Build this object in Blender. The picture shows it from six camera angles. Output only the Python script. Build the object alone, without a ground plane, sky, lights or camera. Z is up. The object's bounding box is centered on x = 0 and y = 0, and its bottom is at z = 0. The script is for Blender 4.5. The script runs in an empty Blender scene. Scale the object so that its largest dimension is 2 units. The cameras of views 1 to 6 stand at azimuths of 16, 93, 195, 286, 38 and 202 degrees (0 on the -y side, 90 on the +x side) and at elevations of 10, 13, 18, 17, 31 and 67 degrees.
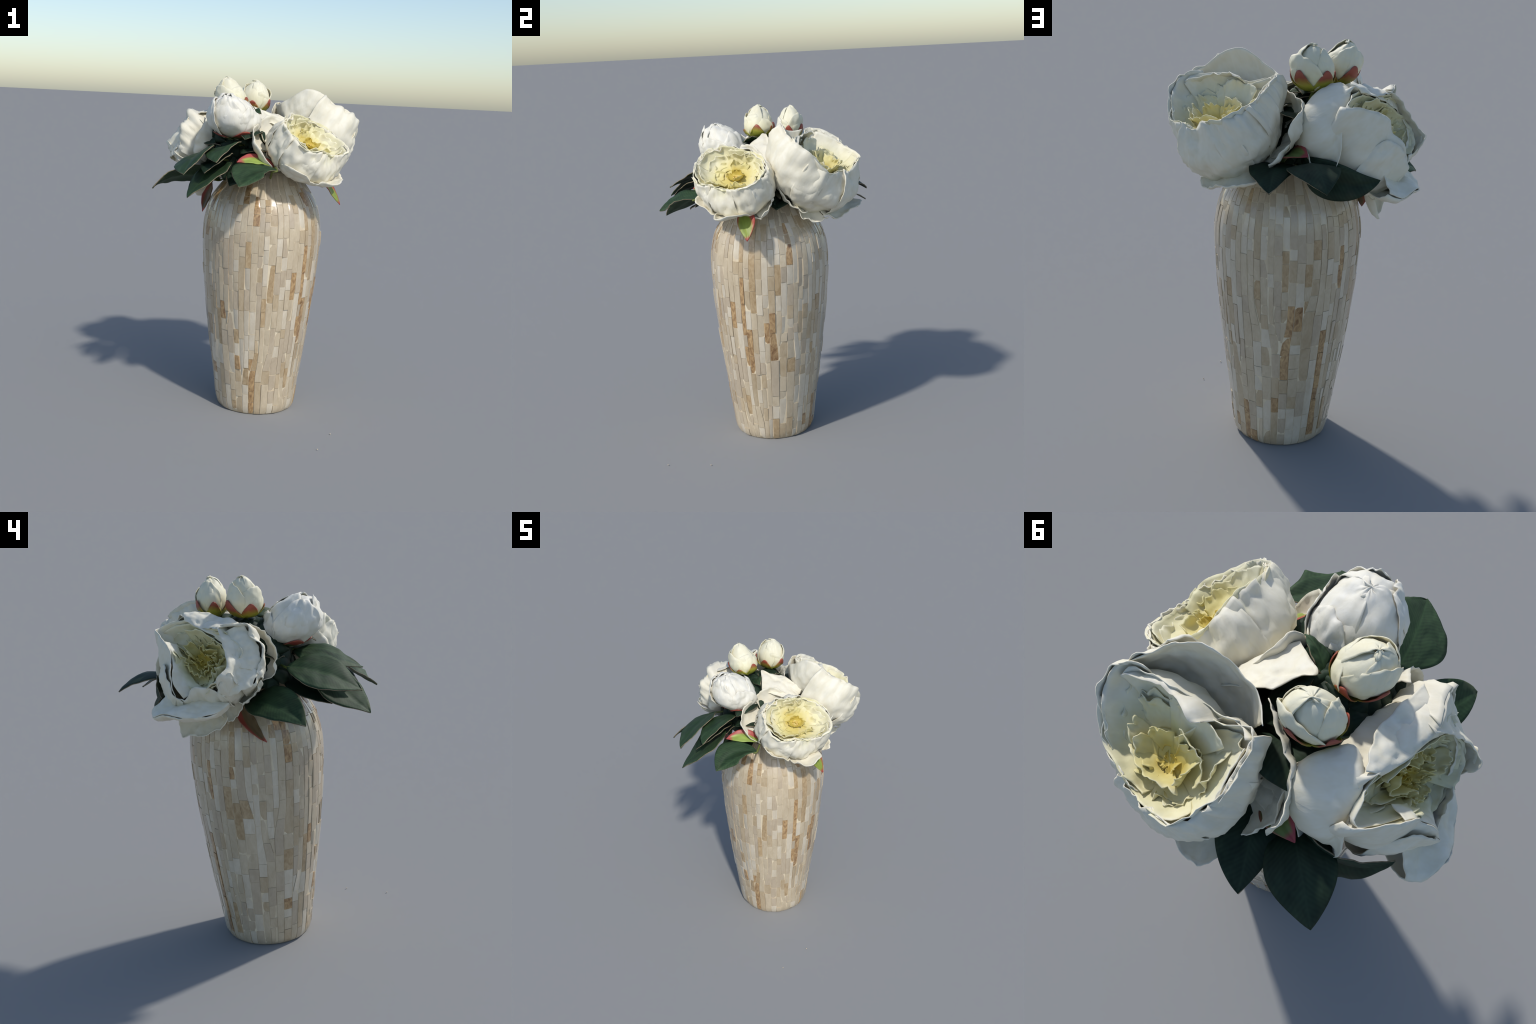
import bpy, bmesh, math, random
from mathutils import Vector, Matrix, noise

V3 = Vector
TAU = 2 * math.pi
scene = bpy.context.scene
coll = scene.collection


# ------------------------------------------------------------------ helpers
def sstep(x):
    x = max(0.0, min(1.0, x))
    return x * x * (3 - 2 * x)


def lerp(a, b, t):
    return a + (b - a) * t


def catmull(pts, n, closed=False):
    """n samples along a Catmull-Rom spline through pts."""
    P = [V3(p) for p in pts]
    m = len(P)
    out = []
    segs = m if closed else m - 1
    for i in range(n):
        s = i / n * segs if closed else i / (n - 1) * segs
        k = min(int(s), segs - 1)
        t = s - k
        g = (lambda j: P[j % m]) if closed else (lambda j: P[max(0, min(m - 1, j))])
        a, b, c, d = g(k - 1), g(k), g(k + 1), g(k + 2)
        out.append(0.5 * ((2 * b) + (c - a) * t + (2 * a - 5 * b + 4 * c - d) * t * t
                          + (3 * b - a - 3 * c + d) * t ** 3))
    return out


def interp(xs, ys, x):
    if x <= xs[0]:
        return ys[0]
    for i in range(len(xs) - 1):
        if x <= xs[i + 1]:
            t = (x - xs[i]) / (xs[i + 1] - xs[i])
            m0 = (ys[i + 1] - ys[max(i - 1, 0)]) / (xs[i + 1] - xs[max(i - 1, 0)])
            j = min(i + 2, len(xs) - 1)
            m1 = (ys[j] - ys[i]) / (xs[j] - xs[i])
            h = xs[i + 1] - xs[i]
            return ((2 * t ** 3 - 3 * t * t + 1) * ys[i] + (t ** 3 - 2 * t * t + t) * h * m0
                    + (-2 * t ** 3 + 3 * t * t) * ys[i + 1] + (t ** 3 - t * t) * h * m1)
    return ys[-1]


def fbm(p, oct=2):
    return noise.fractal(p, 1.0, 2.0, oct)


def lump(p, seed, amp):
    """Soft dents and folds of pressed cloth, in metres."""
    q = V3(p) + V3((seed * 1.7, seed * 0.9, -seed))
    return amp * (noise.noise(q * 9.0) + 0.75 * noise.noise(q * 19.0) + 0.45 * noise.noise(q * 43.0))


def frame_of(axis):
    z = V3(axis).normalized()
    x = V3((0, 0, 1)).cross(z)
    x = x.normalized() if x.length > 1e-4 else V3((1, 0, 0))
    y = z.cross(x)
    return Matrix((x, y, z)).transposed().to_4x4()


def new_obj(name, verts, faces, parent, mats, mat_world=None, thick=0.0, smooth=True, rim=None):
    """Mesh object from world-space verts; mat_world gives the object's frame."""
    mw = mat_world or Matrix.Identity(4)
    inv = mw.inverted()
    me = bpy.data.meshes.new(name)
    me.from_pydata([inv @ V3(v) for v in verts], [], faces)
    for m in mats:
        me.materials.append(m)
    if smooth:
        me.polygons.foreach_set("use_smooth", [True] * len(me.polygons))
    me.update()
    ob = bpy.data.objects.new(name, me)
    coll.objects.link(ob)
    ob.matrix_world = mw
    if parent is not None:
        ob.parent = parent
        ob.matrix_parent_inverse = Matrix.Identity(4)
        ob.matrix_basis = MW[parent.name].inverted() @ mw
    MW[ob.name] = mw.copy()
    if thick:
        s = ob.modifiers.new("thickness", 'SOLIDIFY')
        s.thickness = thick
        s.offset = 0.0
        s.use_even_offset = False
        if rim is not None:
            s.material_offset_rim = rim
    return ob


MW = {}


def grid_faces(n, m, closed=False):
    f = []
    for i in range(n if closed else n - 1):
        for j in range(m - 1):
            a, b = i * m + j, ((i + 1) % n) * m + j
            f.append((a, b, b + 1, a + 1))
    return f


# ------------------------------------------------------------------ materials
class Nodes:
    def __init__(self, name, rough=0.5, spec=0.5):
        self.m = bpy.data.materials.new(name)
        self.m.use_nodes = True
        self.t = self.m.node_tree
        self.b = self.t.nodes["Principled BSDF"]
        self.b.inputs["Roughness"].default_value = rough
        self.b.inputs["Specular IOR Level"].default_value = spec
        self.co = self.t.nodes.new("ShaderNodeTexCoord").outputs["Object"]

    def link(self, a, b):
        self.t.links.new(a, b)

    def val(self, sock, v):
        if hasattr(v, "is_linked") or isinstance(v, bpy.types.NodeSocket):
            self.link(v, sock)
        else:
            sock.default_value = v

    def math(self, op, a, b=0.0, c=None, clamp=False):
        n = self.t.nodes.new("ShaderNodeMath")
        n.operation = op
        n.use_clamp = clamp
        self.val(n.inputs[0], a)
        self.val(n.inputs[1], b)
        if c is not None:
            self.val(n.inputs[2], c)
        return n.outputs[0]

    def mapping(self, scale=(1, 1, 1), loc=(0, 0, 0), rot=(0, 0, 0), src=None):
        n = self.t.nodes.new("ShaderNodeMapping")
        n.inputs["Scale"].default_value = scale
        n.inputs["Location"].default_value = loc
        n.inputs["Rotation"].default_value = rot
        self.link(src or self.co, n.inputs["Vector"])
        return n.outputs[0]

    def noise(self, vec, scale, detail=3.0, rough=0.55, dist=0.0):
        n = self.t.nodes.new("ShaderNodeTexNoise")
        n.inputs["Scale"].default_value = scale
        n.inputs["Detail"].default_value = detail
        n.inputs["Roughness"].default_value = rough
        n.inputs["Distortion"].default_value = dist
        self.link(vec, n.inputs["Vector"])
        return n.outputs["Fac"]

    def ramp(self, fac, stops, interp='LINEAR'):
        n = self.t.nodes.new("ShaderNodeValToRGB")
        n.color_ramp.interpolation = interp
        e = n.color_ramp.elements
        while len(e) > 1:
            e.remove(e[-1])
        for i, (p, c) in enumerate(stops):
            el = e[0] if i == 0 else e.new(p)
            el.position = p
            el.color = tuple(c) + (1,) if not isinstance(c, (int, float)) else (c, c, c, 1)
        self.link(fac, n.inputs[0])
        return n.outputs[0]

    def mix(self, fac, a, b, mode='MIX'):
        n = self.t.nodes.new("ShaderNodeMix")
        n.data_type = 'RGBA'
        n.blend_type = mode
        self.val(n.inputs[0], fac)
        for s, v in ((n.inputs[6], a), (n.inputs[7], b)):
            if isinstance(v, bpy.types.NodeSocket):
                self.link(v, s)
            else:
                s.default_value = tuple(v) + (1,)
        return n.outputs[2]

    def sep(self, vec=None):
        n = self.t.nodes.new("ShaderNodeSeparateXYZ")
        self.link(vec or self.co, n.inputs[0])
        return n.outputs

    def length(self, vec):
        n = self.t.nodes.new("ShaderNodeVectorMath")
        n.operation = 'LENGTH'
        self.link(vec, n.inputs[0])
        return n.outputs["Value"]

    def bump(self, h, strength=0.3, dist=0.004):
        n = self.t.nodes.new("ShaderNodeBump")
        n.inputs["Strength"].default_value = strength
        n.inputs["Distance"].default_value = dist
        self.link(h, n.inputs["Height"])
        self.link(n.outputs[0], self.b.inputs["Normal"])

    def color(self, c):
        if isinstance(c, bpy.types.NodeSocket):
            self.link(c, self.b.inputs["Base Color"])
        else:
            self.b.inputs["Base Color"].default_value = tuple(c) + (1,)


def petal_material(name, white, warm, deep, r0, r1, floor, blot_amount=0.32):
    """Silk petal: white cloth turning cream then yellow close to the heart of the bloom."""
    N = Nodes(name, 0.55, 0.3)
    p = N.mapping(loc=(0, 0, -floor), scale=(1, 1, 1))
    d = N.length(p)
    wob = N.noise(N.co, 9.0, 3.0)
    d = N.math('ADD', d, N.math('MULTIPLY', N.math('SUBTRACT', wob, 0.5), 0.09))
    t = N.math('DIVIDE', N.math('SUBTRACT', d, r0), r1 - r0, clamp=True)
    c = N.ramp(t, [(0.0, deep), (0.45, warm), (1.0, white)], 'EASE')
    streak = N.noise(N.mapping(scale=(26, 26, 7)), 1.0, 4.0, 0.6, 0.4)
    c = N.mix(N.ramp(streak, [(0.35, 0.0), (0.75, 0.45)]), c, (0.84, 0.79, 0.64), 'MULTIPLY')
    blot = N.noise(N.co, 14.0, 2.0, 0.5, 0.8)
    c = N.mix(N.ramp(blot, [(0.56, 0.0), (0.76, blot_amount)]), c, (0.70, 0.62, 0.44))  # beige blots painted stronger for the shading baked on petal backs
    N.color(c)
    N.bump(N.noise(N.mapping(scale=(60, 60, 22)), 1.0, 3.0), 0.25, 0.004)
    return N.m


WHITE = (0.79, 0.755, 0.635)
M_PETAL = petal_material("petal_white", WHITE, (0.75, 0.71, 0.44), (0.68, 0.58, 0.22), 0.06, 0.20, -0.02)
M_LINER = petal_material("petal_lining", (0.79, 0.76, 0.64), (0.75, 0.71, 0.46), (0.64, 0.54, 0.18), 0.05, 0.30, 0.0)
M_OUTER = petal_material("petal_outer", WHITE, (0.78, 0.74, 0.60), (0.62, 0.55, 0.30), 0.03, 0.15, -0.13)
M_INNER = petal_material("petal_heart", (0.77, 0.74, 0.56), (0.71, 0.64, 0.30), (0.58, 0.45, 0.09), 0.04, 0.19, 0.0)
M_BUD = petal_material("petal_bud", (0.80, 0.775, 0.69), (0.78, 0.75, 0.60), (0.68, 0.64, 0.40), 0.0, 0.15, -0.11, 0.12)

M_BUD_CREAM = petal_material("petal_bud_cream", (0.78, 0.745, 0.58), (0.76, 0.72, 0.48), (0.66, 0.62, 0.32), 0.0, 0.17, -0.11, 0.12)


def sepal_material(name, green, red, z0, z1):
    """Sepal: green cup, red lip; height is measured along the bud's own axis."""
    N = Nodes(name, 0.45, 0.4)
    z = N.sep()[2]
    z = N.math('ADD', z, N.math('MULTIPLY', N.math('SUBTRACT', N.noise(N.co, 22.0), 0.5), 0.05))
    t = N.math('DIVIDE', N.math('SUBTRACT', z, z0), z1 - z0, clamp=True)
    c = N.ramp(t, [(0.0, (0.10, 0.14, 0.02)), (0.45, green), (0.8, red), (1.0, (0.34, 0.08, 0.05))])
    N.color(c)
    N.bump(N.noise(N.mapping(scale=(90, 90, 20)), 1.0), 0.2, 0.003)
    return N.m


M_SEPAL = sepal_material("sepal_green_red", (0.34, 0.33, 0.04), (0.30, 0.07, 0.04), -0.11, -0.02)
M_SEPAL_D = sepal_material("sepal_dark_red", (0.06, 0.11, 0.03), (0.33, 0.06, 0.05), -0.15, -0.07)


def leaf_material(name, dark, light, tip):
    N = Nodes(name, 0.6, 0.22)
    x, y, z = N.sep()
    ay = N.math('ABSOLUTE', y)
    v = N.math('SUBTRACT', x, N.math('MULTIPLY', ay, 0.9))
    vein = N.math('SINE', N.math('ADD', N.math('MULTIPLY', v, 330.0), N.math('MULTIPLY', N.noise(N.co, 10.0), 16.0)))
    vein = N.math('MULTIPLY_ADD', vein, 0.5, 0.5)
    n = N.noise(N.mapping(scale=(7, 18, 10), rot=(0, 0, 0.3)), 1.0, 4.0, 0.6, 0.5)
    f = N.math('ADD', N.math('MULTIPLY', vein, 0.10), N.math('MULTIPLY', n, 1.0))
    c = N.ramp(f, [(0.30, dark), (0.62, lerp3(dark, light, 0.5)), (0.85, light)])
    c = N.mix(N.ramp(N.math('MULTIPLY', ay, 1.0), [(0.0, 0.5), (0.006, 0.0)]), c, light)
    worn = N.noise(N.co, 7.0, 2.0, 0.4, 0.5)
    worn = N.math('MULTIPLY', N.ramp(worn, [(0.55, 0.0), (0.60, 1.0)]), N.ramp(x, [(0.24, 0.0), (0.33, 0.7)]))
    c = N.mix(worn, c, tip)
    N.color(c)
    N.bump(n, 0.15, 0.004)
    return N.m


def lerp3(a, b, t):
    return tuple(lerp(p, q, t) for p, q in zip(a, b))


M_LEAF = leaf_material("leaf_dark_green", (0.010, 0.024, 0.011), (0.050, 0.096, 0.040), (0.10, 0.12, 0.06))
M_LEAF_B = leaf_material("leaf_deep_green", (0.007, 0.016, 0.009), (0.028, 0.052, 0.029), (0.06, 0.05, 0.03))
N = Nodes("leaf_cut_edge", 0.6, 0.3)
N.color(N.ramp(N.noise(N.co, 40.0), [(0.3, (0.12, 0.10, 0.06)), (0.7, (0.30, 0.24, 0.16))]))
M_EDGE = N.m


def bract_material(name, L, W, pk, green, red):
    """Small leaf with a red margin: |y| against the half-width at x."""
    N = Nodes(name, 0.45, 0.4)
    x, y, z = N.sep()
    t = N.math('DIVIDE', x, L, clamp=True)
    w = N.math('SINE', N.math('MULTIPLY', N.math('POWER', t, math.log(0.5) / math.log(pk)), math.pi))
    w = N.math('MULTIPLY_ADD', w, W, 0.004)
    e = N.math('DIVIDE', N.math('ABSOLUTE', y), w)
    e = N.math('MAXIMUM', e, N.math('MULTIPLY_ADD', t, 3.4, -2.3))
    e = N.math('ADD', e, N.math('MULTIPLY', N.math('SUBTRACT', N.noise(N.co, 25.0), 0.5), 0.3))
    n = N.noise(N.mapping(scale=(12, 60, 20)), 1.0)
    g = N.ramp(n, [(0.3, tuple(c * 0.7 for c in green)), (0.7, green)])
    N.color(N.mix(N.ramp(e, [(0.55, 0.0), (0.85, 1.0)]), g, red))
    return N.m


N = Nodes("stem_green", 0.5, 0.4)
N.color(N.ramp(N.noise(N.mapping(scale=(30, 30, 8)), 1.0), [(0.3, (0.07, 0.10, 0.02)), (0.6, (0.16, 0.18, 0.04)), (0.8, (0.13, 0.06, 0.03))]))
M_STEM = N.m
N = Nodes("stamen_yellow", 0.6, 0.3)
N.color(N.ramp(N.noise(N.co, 60.0), [(0.3, (0.62, 0.40, 0.06)), (0.7, (0.78, 0.60, 0.22))]))
M_STAMEN = N.m


def shell_material(name, a, b, streak, rough):
    """Piece of shell: cloudy, with grain running along or across the chip."""
    N = Nodes(name, rough, 0.5)
    cloud = N.noise(N.mapping(scale=(16, 16, 5)), 1.0, 4.0, 0.6, 0.8)
    grain = N.noise(N.mapping(scale=(40, 40, 22), rot=(0.5, 0.3, 0.0)), 1.0, 4.0, 0.6, 1.2)
    f = N.math('ADD', N.math('MULTIPLY', cloud, 1.0 - streak), N.math('MULTIPLY', grain, streak))
    N.color(N.ramp(f, [(0.32, a), (0.68, b)]))
    N.b.inputs["Coat Weight"].default_value = 0.5
    N.b.inputs["Coat Roughness"].default_value = 0.14
    N.bump(grain, 0.18, 0.003)
    return N.m


SHELLS = [  # chip colours warmed and slightly darkened toward the scan's baked brown shade
    (shell_material("shell_cream", (0.46, 0.37, 0.25), (0.60, 0.51, 0.37), 0.4, 0.27), 32),
    (shell_material("shell_ivory", (0.54, 0.46, 0.34), (0.67, 0.60, 0.48), 0.4, 0.22), 24),
    (shell_material("shell_grey", (0.42, 0.34, 0.24), (0.54, 0.45, 0.33), 0.4, 0.25), 22),
    (shell_material("shell_sand", (0.40, 0.30, 0.18), (0.54, 0.44, 0.30), 0.45, 0.28), 13),
    (shell_material("shell_tan", (0.32, 0.21, 0.10), (0.54, 0.41, 0.25), 0.7, 0.30), 5),
    (shell_material("shell_brown", (0.20, 0.10, 0.04), (0.56, 0.38, 0.19), 0.9, 0.30), 4),
]
N = Nodes("vase_grout", 0.6, 0.4)
N.color(N.ramp(N.noise(N.mapping(scale=(14, 14, 8)), 1.0), [(0.3, (0.60, 0.50, 0.35)), (0.7, (0.74, 0.65, 0.48))]))
M_GROUT = N.m

# ------------------------------------------------------------------ root
root = bpy.data.objects.new("peony_vase", None)
coll.objects.link(root)
MW[root.name] = Matrix.Identity(4)
root["label"] = "tall shell mosaic vase holding white silk peonies"
root["category"] = "flower vase"

# ------------------------------------------------------------------ vase
ZK = [0.0, 0.02, 0.06, 0.2, 0.4, 0.6, 0.8, 0.95, 1.05, 1.15, 1.25, 1.30, 1.35, 1.40, 1.46]
RK = [0.226, 0.238, 0.247, 0.265, 0.293, 0.319, 0.341, 0.352, 0.357, 0.353, 0.332, 0.309, 0.277, 0.240, 0.205]


def vase_axis(z):
    return V3((0.0577 - 0.025 * z + 0.0113 * z * z, -0.0025 + 0.0167 * z, z))


def vase_pt(phi, z, dr=0.0):
    r = interp(ZK, RK, z) + dr
    return vase_axis(z) + V3((r * math.cos(phi), r * math.sin(phi), 0))


def build_vase():
    rnd = random.Random(11)
    nphi, prof = 96, []
    for i in range(61):
        prof.append((1.46 * i / 60, -0.0006))
    verts, faces = [], []
    rows = [(z, d) for z, d in prof]
    for z, d in rows:
        for k in range(nphi):
            verts.append(vase_pt(TAU * k / nphi, z, d))
    for d, z in ((-0.02, 1.475), (-0.045, 1.465), (-0.05, 1.40)):     # rolled lip and inner neck
        for k in range(nphi):
            a = vase_axis(z)
            r = RK[-1] + d
            verts.append(a + V3((r * math.cos(TAU * k / nphi), r * math.sin(TAU * k / nphi), 0)))
    nr = len(rows) + 3
    for j in range(nr - 1):
        for k in range(nphi):
            a, b = j * nphi + k, j * nphi + (k + 1) % nphi
            faces.append((a, b, b + nphi, a + nphi))
    faces.append(tuple(range(nphi))[::-1])
    faces.append(tuple((nr - 1) * nphi + k for k in range(nphi)))
    vase = new_obj("vase", verts, faces, root, [M_GROUT])

    # columns of shell chips: 42 run from foot to neck, 20 wedge in on the way up
    cols = []
    for i in range(62):
        cols.append(None)
    extra = [3 * k + rnd.randint(0, 2) for k in range(20)]
    start = {c: rnd.uniform(0.02, 0.85) for c in extra}
    wid = [rnd.uniform(0.84, 1.18) for _ in cols]
    wob = [rnd.uniform(0, 50) for _ in cols]

    def weights(z):
        w = []
        for i in range(62):
            s = 1.0 if i not in start else sstep((z - start[i]) / 0.22)
            if z > 1.22 and i % 3 == 0:
                s *= 1 - 0.75 * sstep((z - 1.22) / 0.18)
            w.append(s * wid[i] * (1 + 0.10 * noise.noise(V3((wob[i], z * 2.2, 0)))))
        return w

    cache = {}
    gw = [rnd.uniform(0.93, 1.07) for _ in range(21)]
    gw[20] *= 0.67
    share = [TAU * sum(gw[:i]) / sum(gw) for i in range(22)]

    def bounds(z):
        k = round(z, 3)
        if k not in cache:
            w = weights(z)
            out = [0.0]
            for g in range(0, 62, 3):           # groups keep their share, so columns stay upright
                grp = w[g:g + 3]
                a0, a1 = share[g // 3], share[g // 3 + 1]
                acc = a0
                for x in grp:
                    acc += x / sum(grp) * (a1 - a0)
                    out.append(acc)
            cache[k] = out
        return cache[k]

    colh = [abs(rnd.gauss(0.0002, 0.0011)) for _ in range(62)]
    tiles = []
    for c in range(62):
        z = start.get(c, 0.0) + (0.05 if c in start else 0.003)
        z += rnd.uniform(0, 0.03) if c in start else 0
        prev_m = None
        while z < 1.45:
            top = sstep((z - 1.0) / 0.3)
            ln = rnd.choice([rnd.uniform(0.05, 0.10), rnd.uniform(0.07, 0.14), rnd.uniform(0.10, 0.24)])
            ln *= lerp(1.0, 0.62, top)
            z1 = min(z + ln, 1.452)
            if 1.452 - z1 < 0.025:
                z1 = 1.452
            g = 0.0013
            h = abs(rnd.gauss(0.0005, 0.0014)) + colh[c]
            tl, tr = rnd.gauss(0, 0.0010), rnd.gauss(0, 0.0012)
            rnd.gauss(0, 0.003)
            nz = max(2, int((z1 - z) / 0.025) + 1)
            vs = []
            area = 0
            rows = []
            for j in range(nz + 1):
                t = j / nz
                zz = lerp(z + g * 0.8, z1 - g * 0.8, t)
                b = bounds(zz)
                r = interp(ZK, RK, zz)
                gg = g / r
                a0, a1 = b[c] + gg * rnd.uniform(0.5, 1.2), b[c + 1] - gg * rnd.uniform(0.5, 1.2)
                if a1 - a0 < 0.004:
                    a1 = a0 + 0.004
                rows.append((zz, a0, a1, r))
                area += (a1 - a0) * r * (z1 - z) / (nz + 1)
            # outer skirt ring (sunk), chamfer ring, face
            V, F = [], []
            for j, (zz, a0, a1, r) in enumerate(rows):
                t = j / nz
                zs = zz
                ch = 0.0012
                end = j in (0, nz)
                up = h + tl * (t - 0.5) * 2 - (0.0006 if end else 0)
                da = min(ch / r, (a1 - a0) * 0.3)
                V += [vase_pt(a0, zs, -0.009), vase_pt(a0, zs, up - 0.0008 - tr),
                      vase_pt(a0 + da, zs, up - tr), vase_pt((a0 + a1) / 2, zs, up + 0.0005),
                      vase_pt(a1 - da, zs, up + tr), vase_pt(a1, zs, up - 0.0008 + tr), vase_pt(a1, zs, -0.009)]
            for j in range(nz):
                for k in range(6):
                    a = j * 7 + k
                    F.append((a, a + 1, a + 8, a + 7))
            F.append(tuple(range(6, -1, -1)))
            F.append(tuple(nz * 7 + k for k in range(7)))
            F = [f[::-1] for f in F]
            wts = [w for _, w in SHELLS]
            mi = rnd.choices(range(len(SHELLS)), wts)[0]
            if prev_m in (4, 5) and rnd.random() < 0.25:
                mi = prev_m
            prev_m = mi
            tiles.append((area, V, F, mi))
            z = z1
    tiles.sort(key=lambda t: -t[0])
    for area, V, F, mi in tiles[:300]:
        o = new_obj("shell_chip", V, F, vase, [SHELLS[mi][0]])
        o.data.set_sharp_from_angle(angle=math.radians(24))
    VV, FF, MI = [], [], []
    for area, V, F, mi in tiles[300:]:
        o = len(VV)
        VV += V
        FF += [tuple(i + o for i in f) for f in F]
        MI += [mi] * len(F)
    rest = new_obj("shell_chips", VV, FF, vase, [m for m, _ in SHELLS])
    rest.data.polygons.foreach_set("material_index", MI)
    rest.data.set_sharp_from_angle(angle=math.radians(24))
    rest["kind"] = "stuff"


build_vase()


# ------------------------------------------------------------------ leaves
def leaf_profile(t, pk, broad):
    if broad:
        if t < pk:
            return 0.3 + 0.7 * math.sin(math.pi / 2 * t / pk)
        return math.sqrt(max(0.0, 1 - ((t - pk) / (1 - pk)) ** 2))
    if t < pk:
        return math.sin(math.pi / 2 * t / pk) ** 0.8
    return max(0.0, math.cos(math.pi / 2 * (t - pk) / (1 - pk))) ** 0.9


def blade(name, B, M, T, W, roll, fold, pk, parent, mats, thick=0.004, broad=False, seed=0,
          wave=0.004, nu=14, nv=30, frame=None, curl=0.0, rim=None, dome=0.0):
    """Leaf or free petal: spine B-M-T, half width W, rolled about its spine, folded along it."""
    B, M, T = V3(B), V3(M), V3(T)
    C = 2 * M - (B + T) / 2
    verts = []
    for j in range(nv + 1):
        t = j / nv
        S = (1 - t) ** 2 * B + 2 * t * (1 - t) * C + t * t * T
        d = (2 * (1 - t) * (C - B) + 2 * t * (T - C)).normalized()
        s = d.cross(V3((0, 0, 1)))
        s = s.normalized() if s.length > 1e-4 else V3((1, 0, 0))
        n = s.cross(d)
        sr = math.cos(roll) * s + math.sin(roll) * n
        nr = -math.sin(roll) * s + math.cos(roll) * n
        w = W * leaf_profile(t, pk, broad) + 0.0008
        for i in range(nu + 1):
            u = 2 * i / nu - 1
            au = abs(u) if not broad else u * u / (0.35 + 0.65 * abs(u))
            off = au * math.sin(fold) * w + curl * u * u * t * t * W + dome * w * (1 - abs(u) ** 1.7)
            rip = wave * noise.noise(V3((u * 1.3 + seed * 7.1, t * 4.0, seed))) * (0.3 + abs(u))
            rip += 0.5 * wave * math.sin(t * 26 + seed) * abs(u) ** 2 * (0.5 if not broad else 1.2)
            q = S + sr * (u * w * math.cos(fold)) + nr * (off + rip)
            verts.append(q + nr * lump(q, seed, wave * 0.7))
    faces = grid_faces(nv + 1, nu + 1)
    if frame is None:
        x = (T - B).normalized()
        y = x.cross(V3((0, 0, 1))).normalized()
        z = y.cross(x)
        y2 = math.cos(roll) * y + math.sin(roll) * z
        z2 = y2.cross(x) * -1
        z2 = x.cross(y2)
        frame = Matrix((x, y2, z2)).transposed().to_4x4()
        frame.translation = B
    return new_obj(name, verts, faces, parent, mats, frame, thick, rim=rim)


LEAVES = [  # base, middle, tip, half width, roll, fold, widest at
    ((-.228, -.016, 1.384), (-.398, -.232, 1.402), (-.514, -.385, 1.341), .107, -.60, .25, .38, M_LEAF),
    ((-.241, -.236, 1.566), (-.240, -.400, 1.517), (-.237, -.605, 1.453), .133, -.46, .31, .49, M_LEAF),
    ((-.142, -.289, 1.517), (-.130, -.452, 1.424), (-.200, -.639, 1.334), .131, -.29, .26, .49, M_LEAF),
    ((-.026, -.227, 1.618), (-.091, -.399, 1.591), (-.060, -.583, 1.534), .096, -.28, .12, .42, M_LEAF),
    ((.235, -.395, 1.496), (.113, -.477, 1.448), (.090, -.631, 1.413), .113, .28, .48, .58, M_LEAF),
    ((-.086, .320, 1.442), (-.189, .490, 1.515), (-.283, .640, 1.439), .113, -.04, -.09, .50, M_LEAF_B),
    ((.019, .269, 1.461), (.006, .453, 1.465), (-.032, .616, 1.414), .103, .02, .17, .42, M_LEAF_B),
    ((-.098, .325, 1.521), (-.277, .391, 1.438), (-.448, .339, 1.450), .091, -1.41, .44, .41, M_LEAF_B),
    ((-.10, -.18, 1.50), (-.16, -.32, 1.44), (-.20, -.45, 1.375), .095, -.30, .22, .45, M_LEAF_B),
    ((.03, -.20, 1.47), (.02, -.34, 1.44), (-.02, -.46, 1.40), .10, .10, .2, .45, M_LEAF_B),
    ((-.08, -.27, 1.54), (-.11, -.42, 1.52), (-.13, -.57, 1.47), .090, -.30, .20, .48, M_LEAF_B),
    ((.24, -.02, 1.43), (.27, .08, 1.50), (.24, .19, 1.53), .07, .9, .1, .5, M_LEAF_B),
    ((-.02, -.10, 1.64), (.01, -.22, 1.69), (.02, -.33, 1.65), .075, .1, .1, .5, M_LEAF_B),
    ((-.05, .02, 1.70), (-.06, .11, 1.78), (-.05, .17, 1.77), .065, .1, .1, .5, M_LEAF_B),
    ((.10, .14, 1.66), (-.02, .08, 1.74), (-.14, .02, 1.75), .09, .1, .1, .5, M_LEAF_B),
    ((.06, .10, 1.58), (-.02, .22, 1.68), (-.12, .33, 1.66), .11, .1, .1, .5, M_LEAF_B),  # filler leaf, coloured near black for the shadow between blooms
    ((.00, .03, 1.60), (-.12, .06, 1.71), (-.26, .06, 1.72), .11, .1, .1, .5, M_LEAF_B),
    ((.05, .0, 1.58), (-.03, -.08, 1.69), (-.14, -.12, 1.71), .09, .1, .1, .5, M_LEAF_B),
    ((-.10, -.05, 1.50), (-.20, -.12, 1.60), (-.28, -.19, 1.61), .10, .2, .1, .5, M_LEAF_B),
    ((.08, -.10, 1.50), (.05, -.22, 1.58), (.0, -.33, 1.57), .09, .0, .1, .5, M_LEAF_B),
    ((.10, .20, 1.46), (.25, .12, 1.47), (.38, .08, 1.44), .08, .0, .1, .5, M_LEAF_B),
    ((-.10, .05, 1.75), (-.05, .10, 1.78), (.02, .15, 1.77), .045, .2, .1, .5, M_LEAF),
    ((-.07, .0, 1.77), (-.02, -.06, 1.80), (.04, -.11, 1.80), .035, -.5, .2, .5, M_LEAF),
]
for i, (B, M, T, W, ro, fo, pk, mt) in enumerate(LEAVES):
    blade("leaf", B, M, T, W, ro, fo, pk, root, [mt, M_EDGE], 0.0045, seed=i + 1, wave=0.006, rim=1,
          dome=math.sin(abs(fo)) * 0.5 + 0.05)

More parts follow.
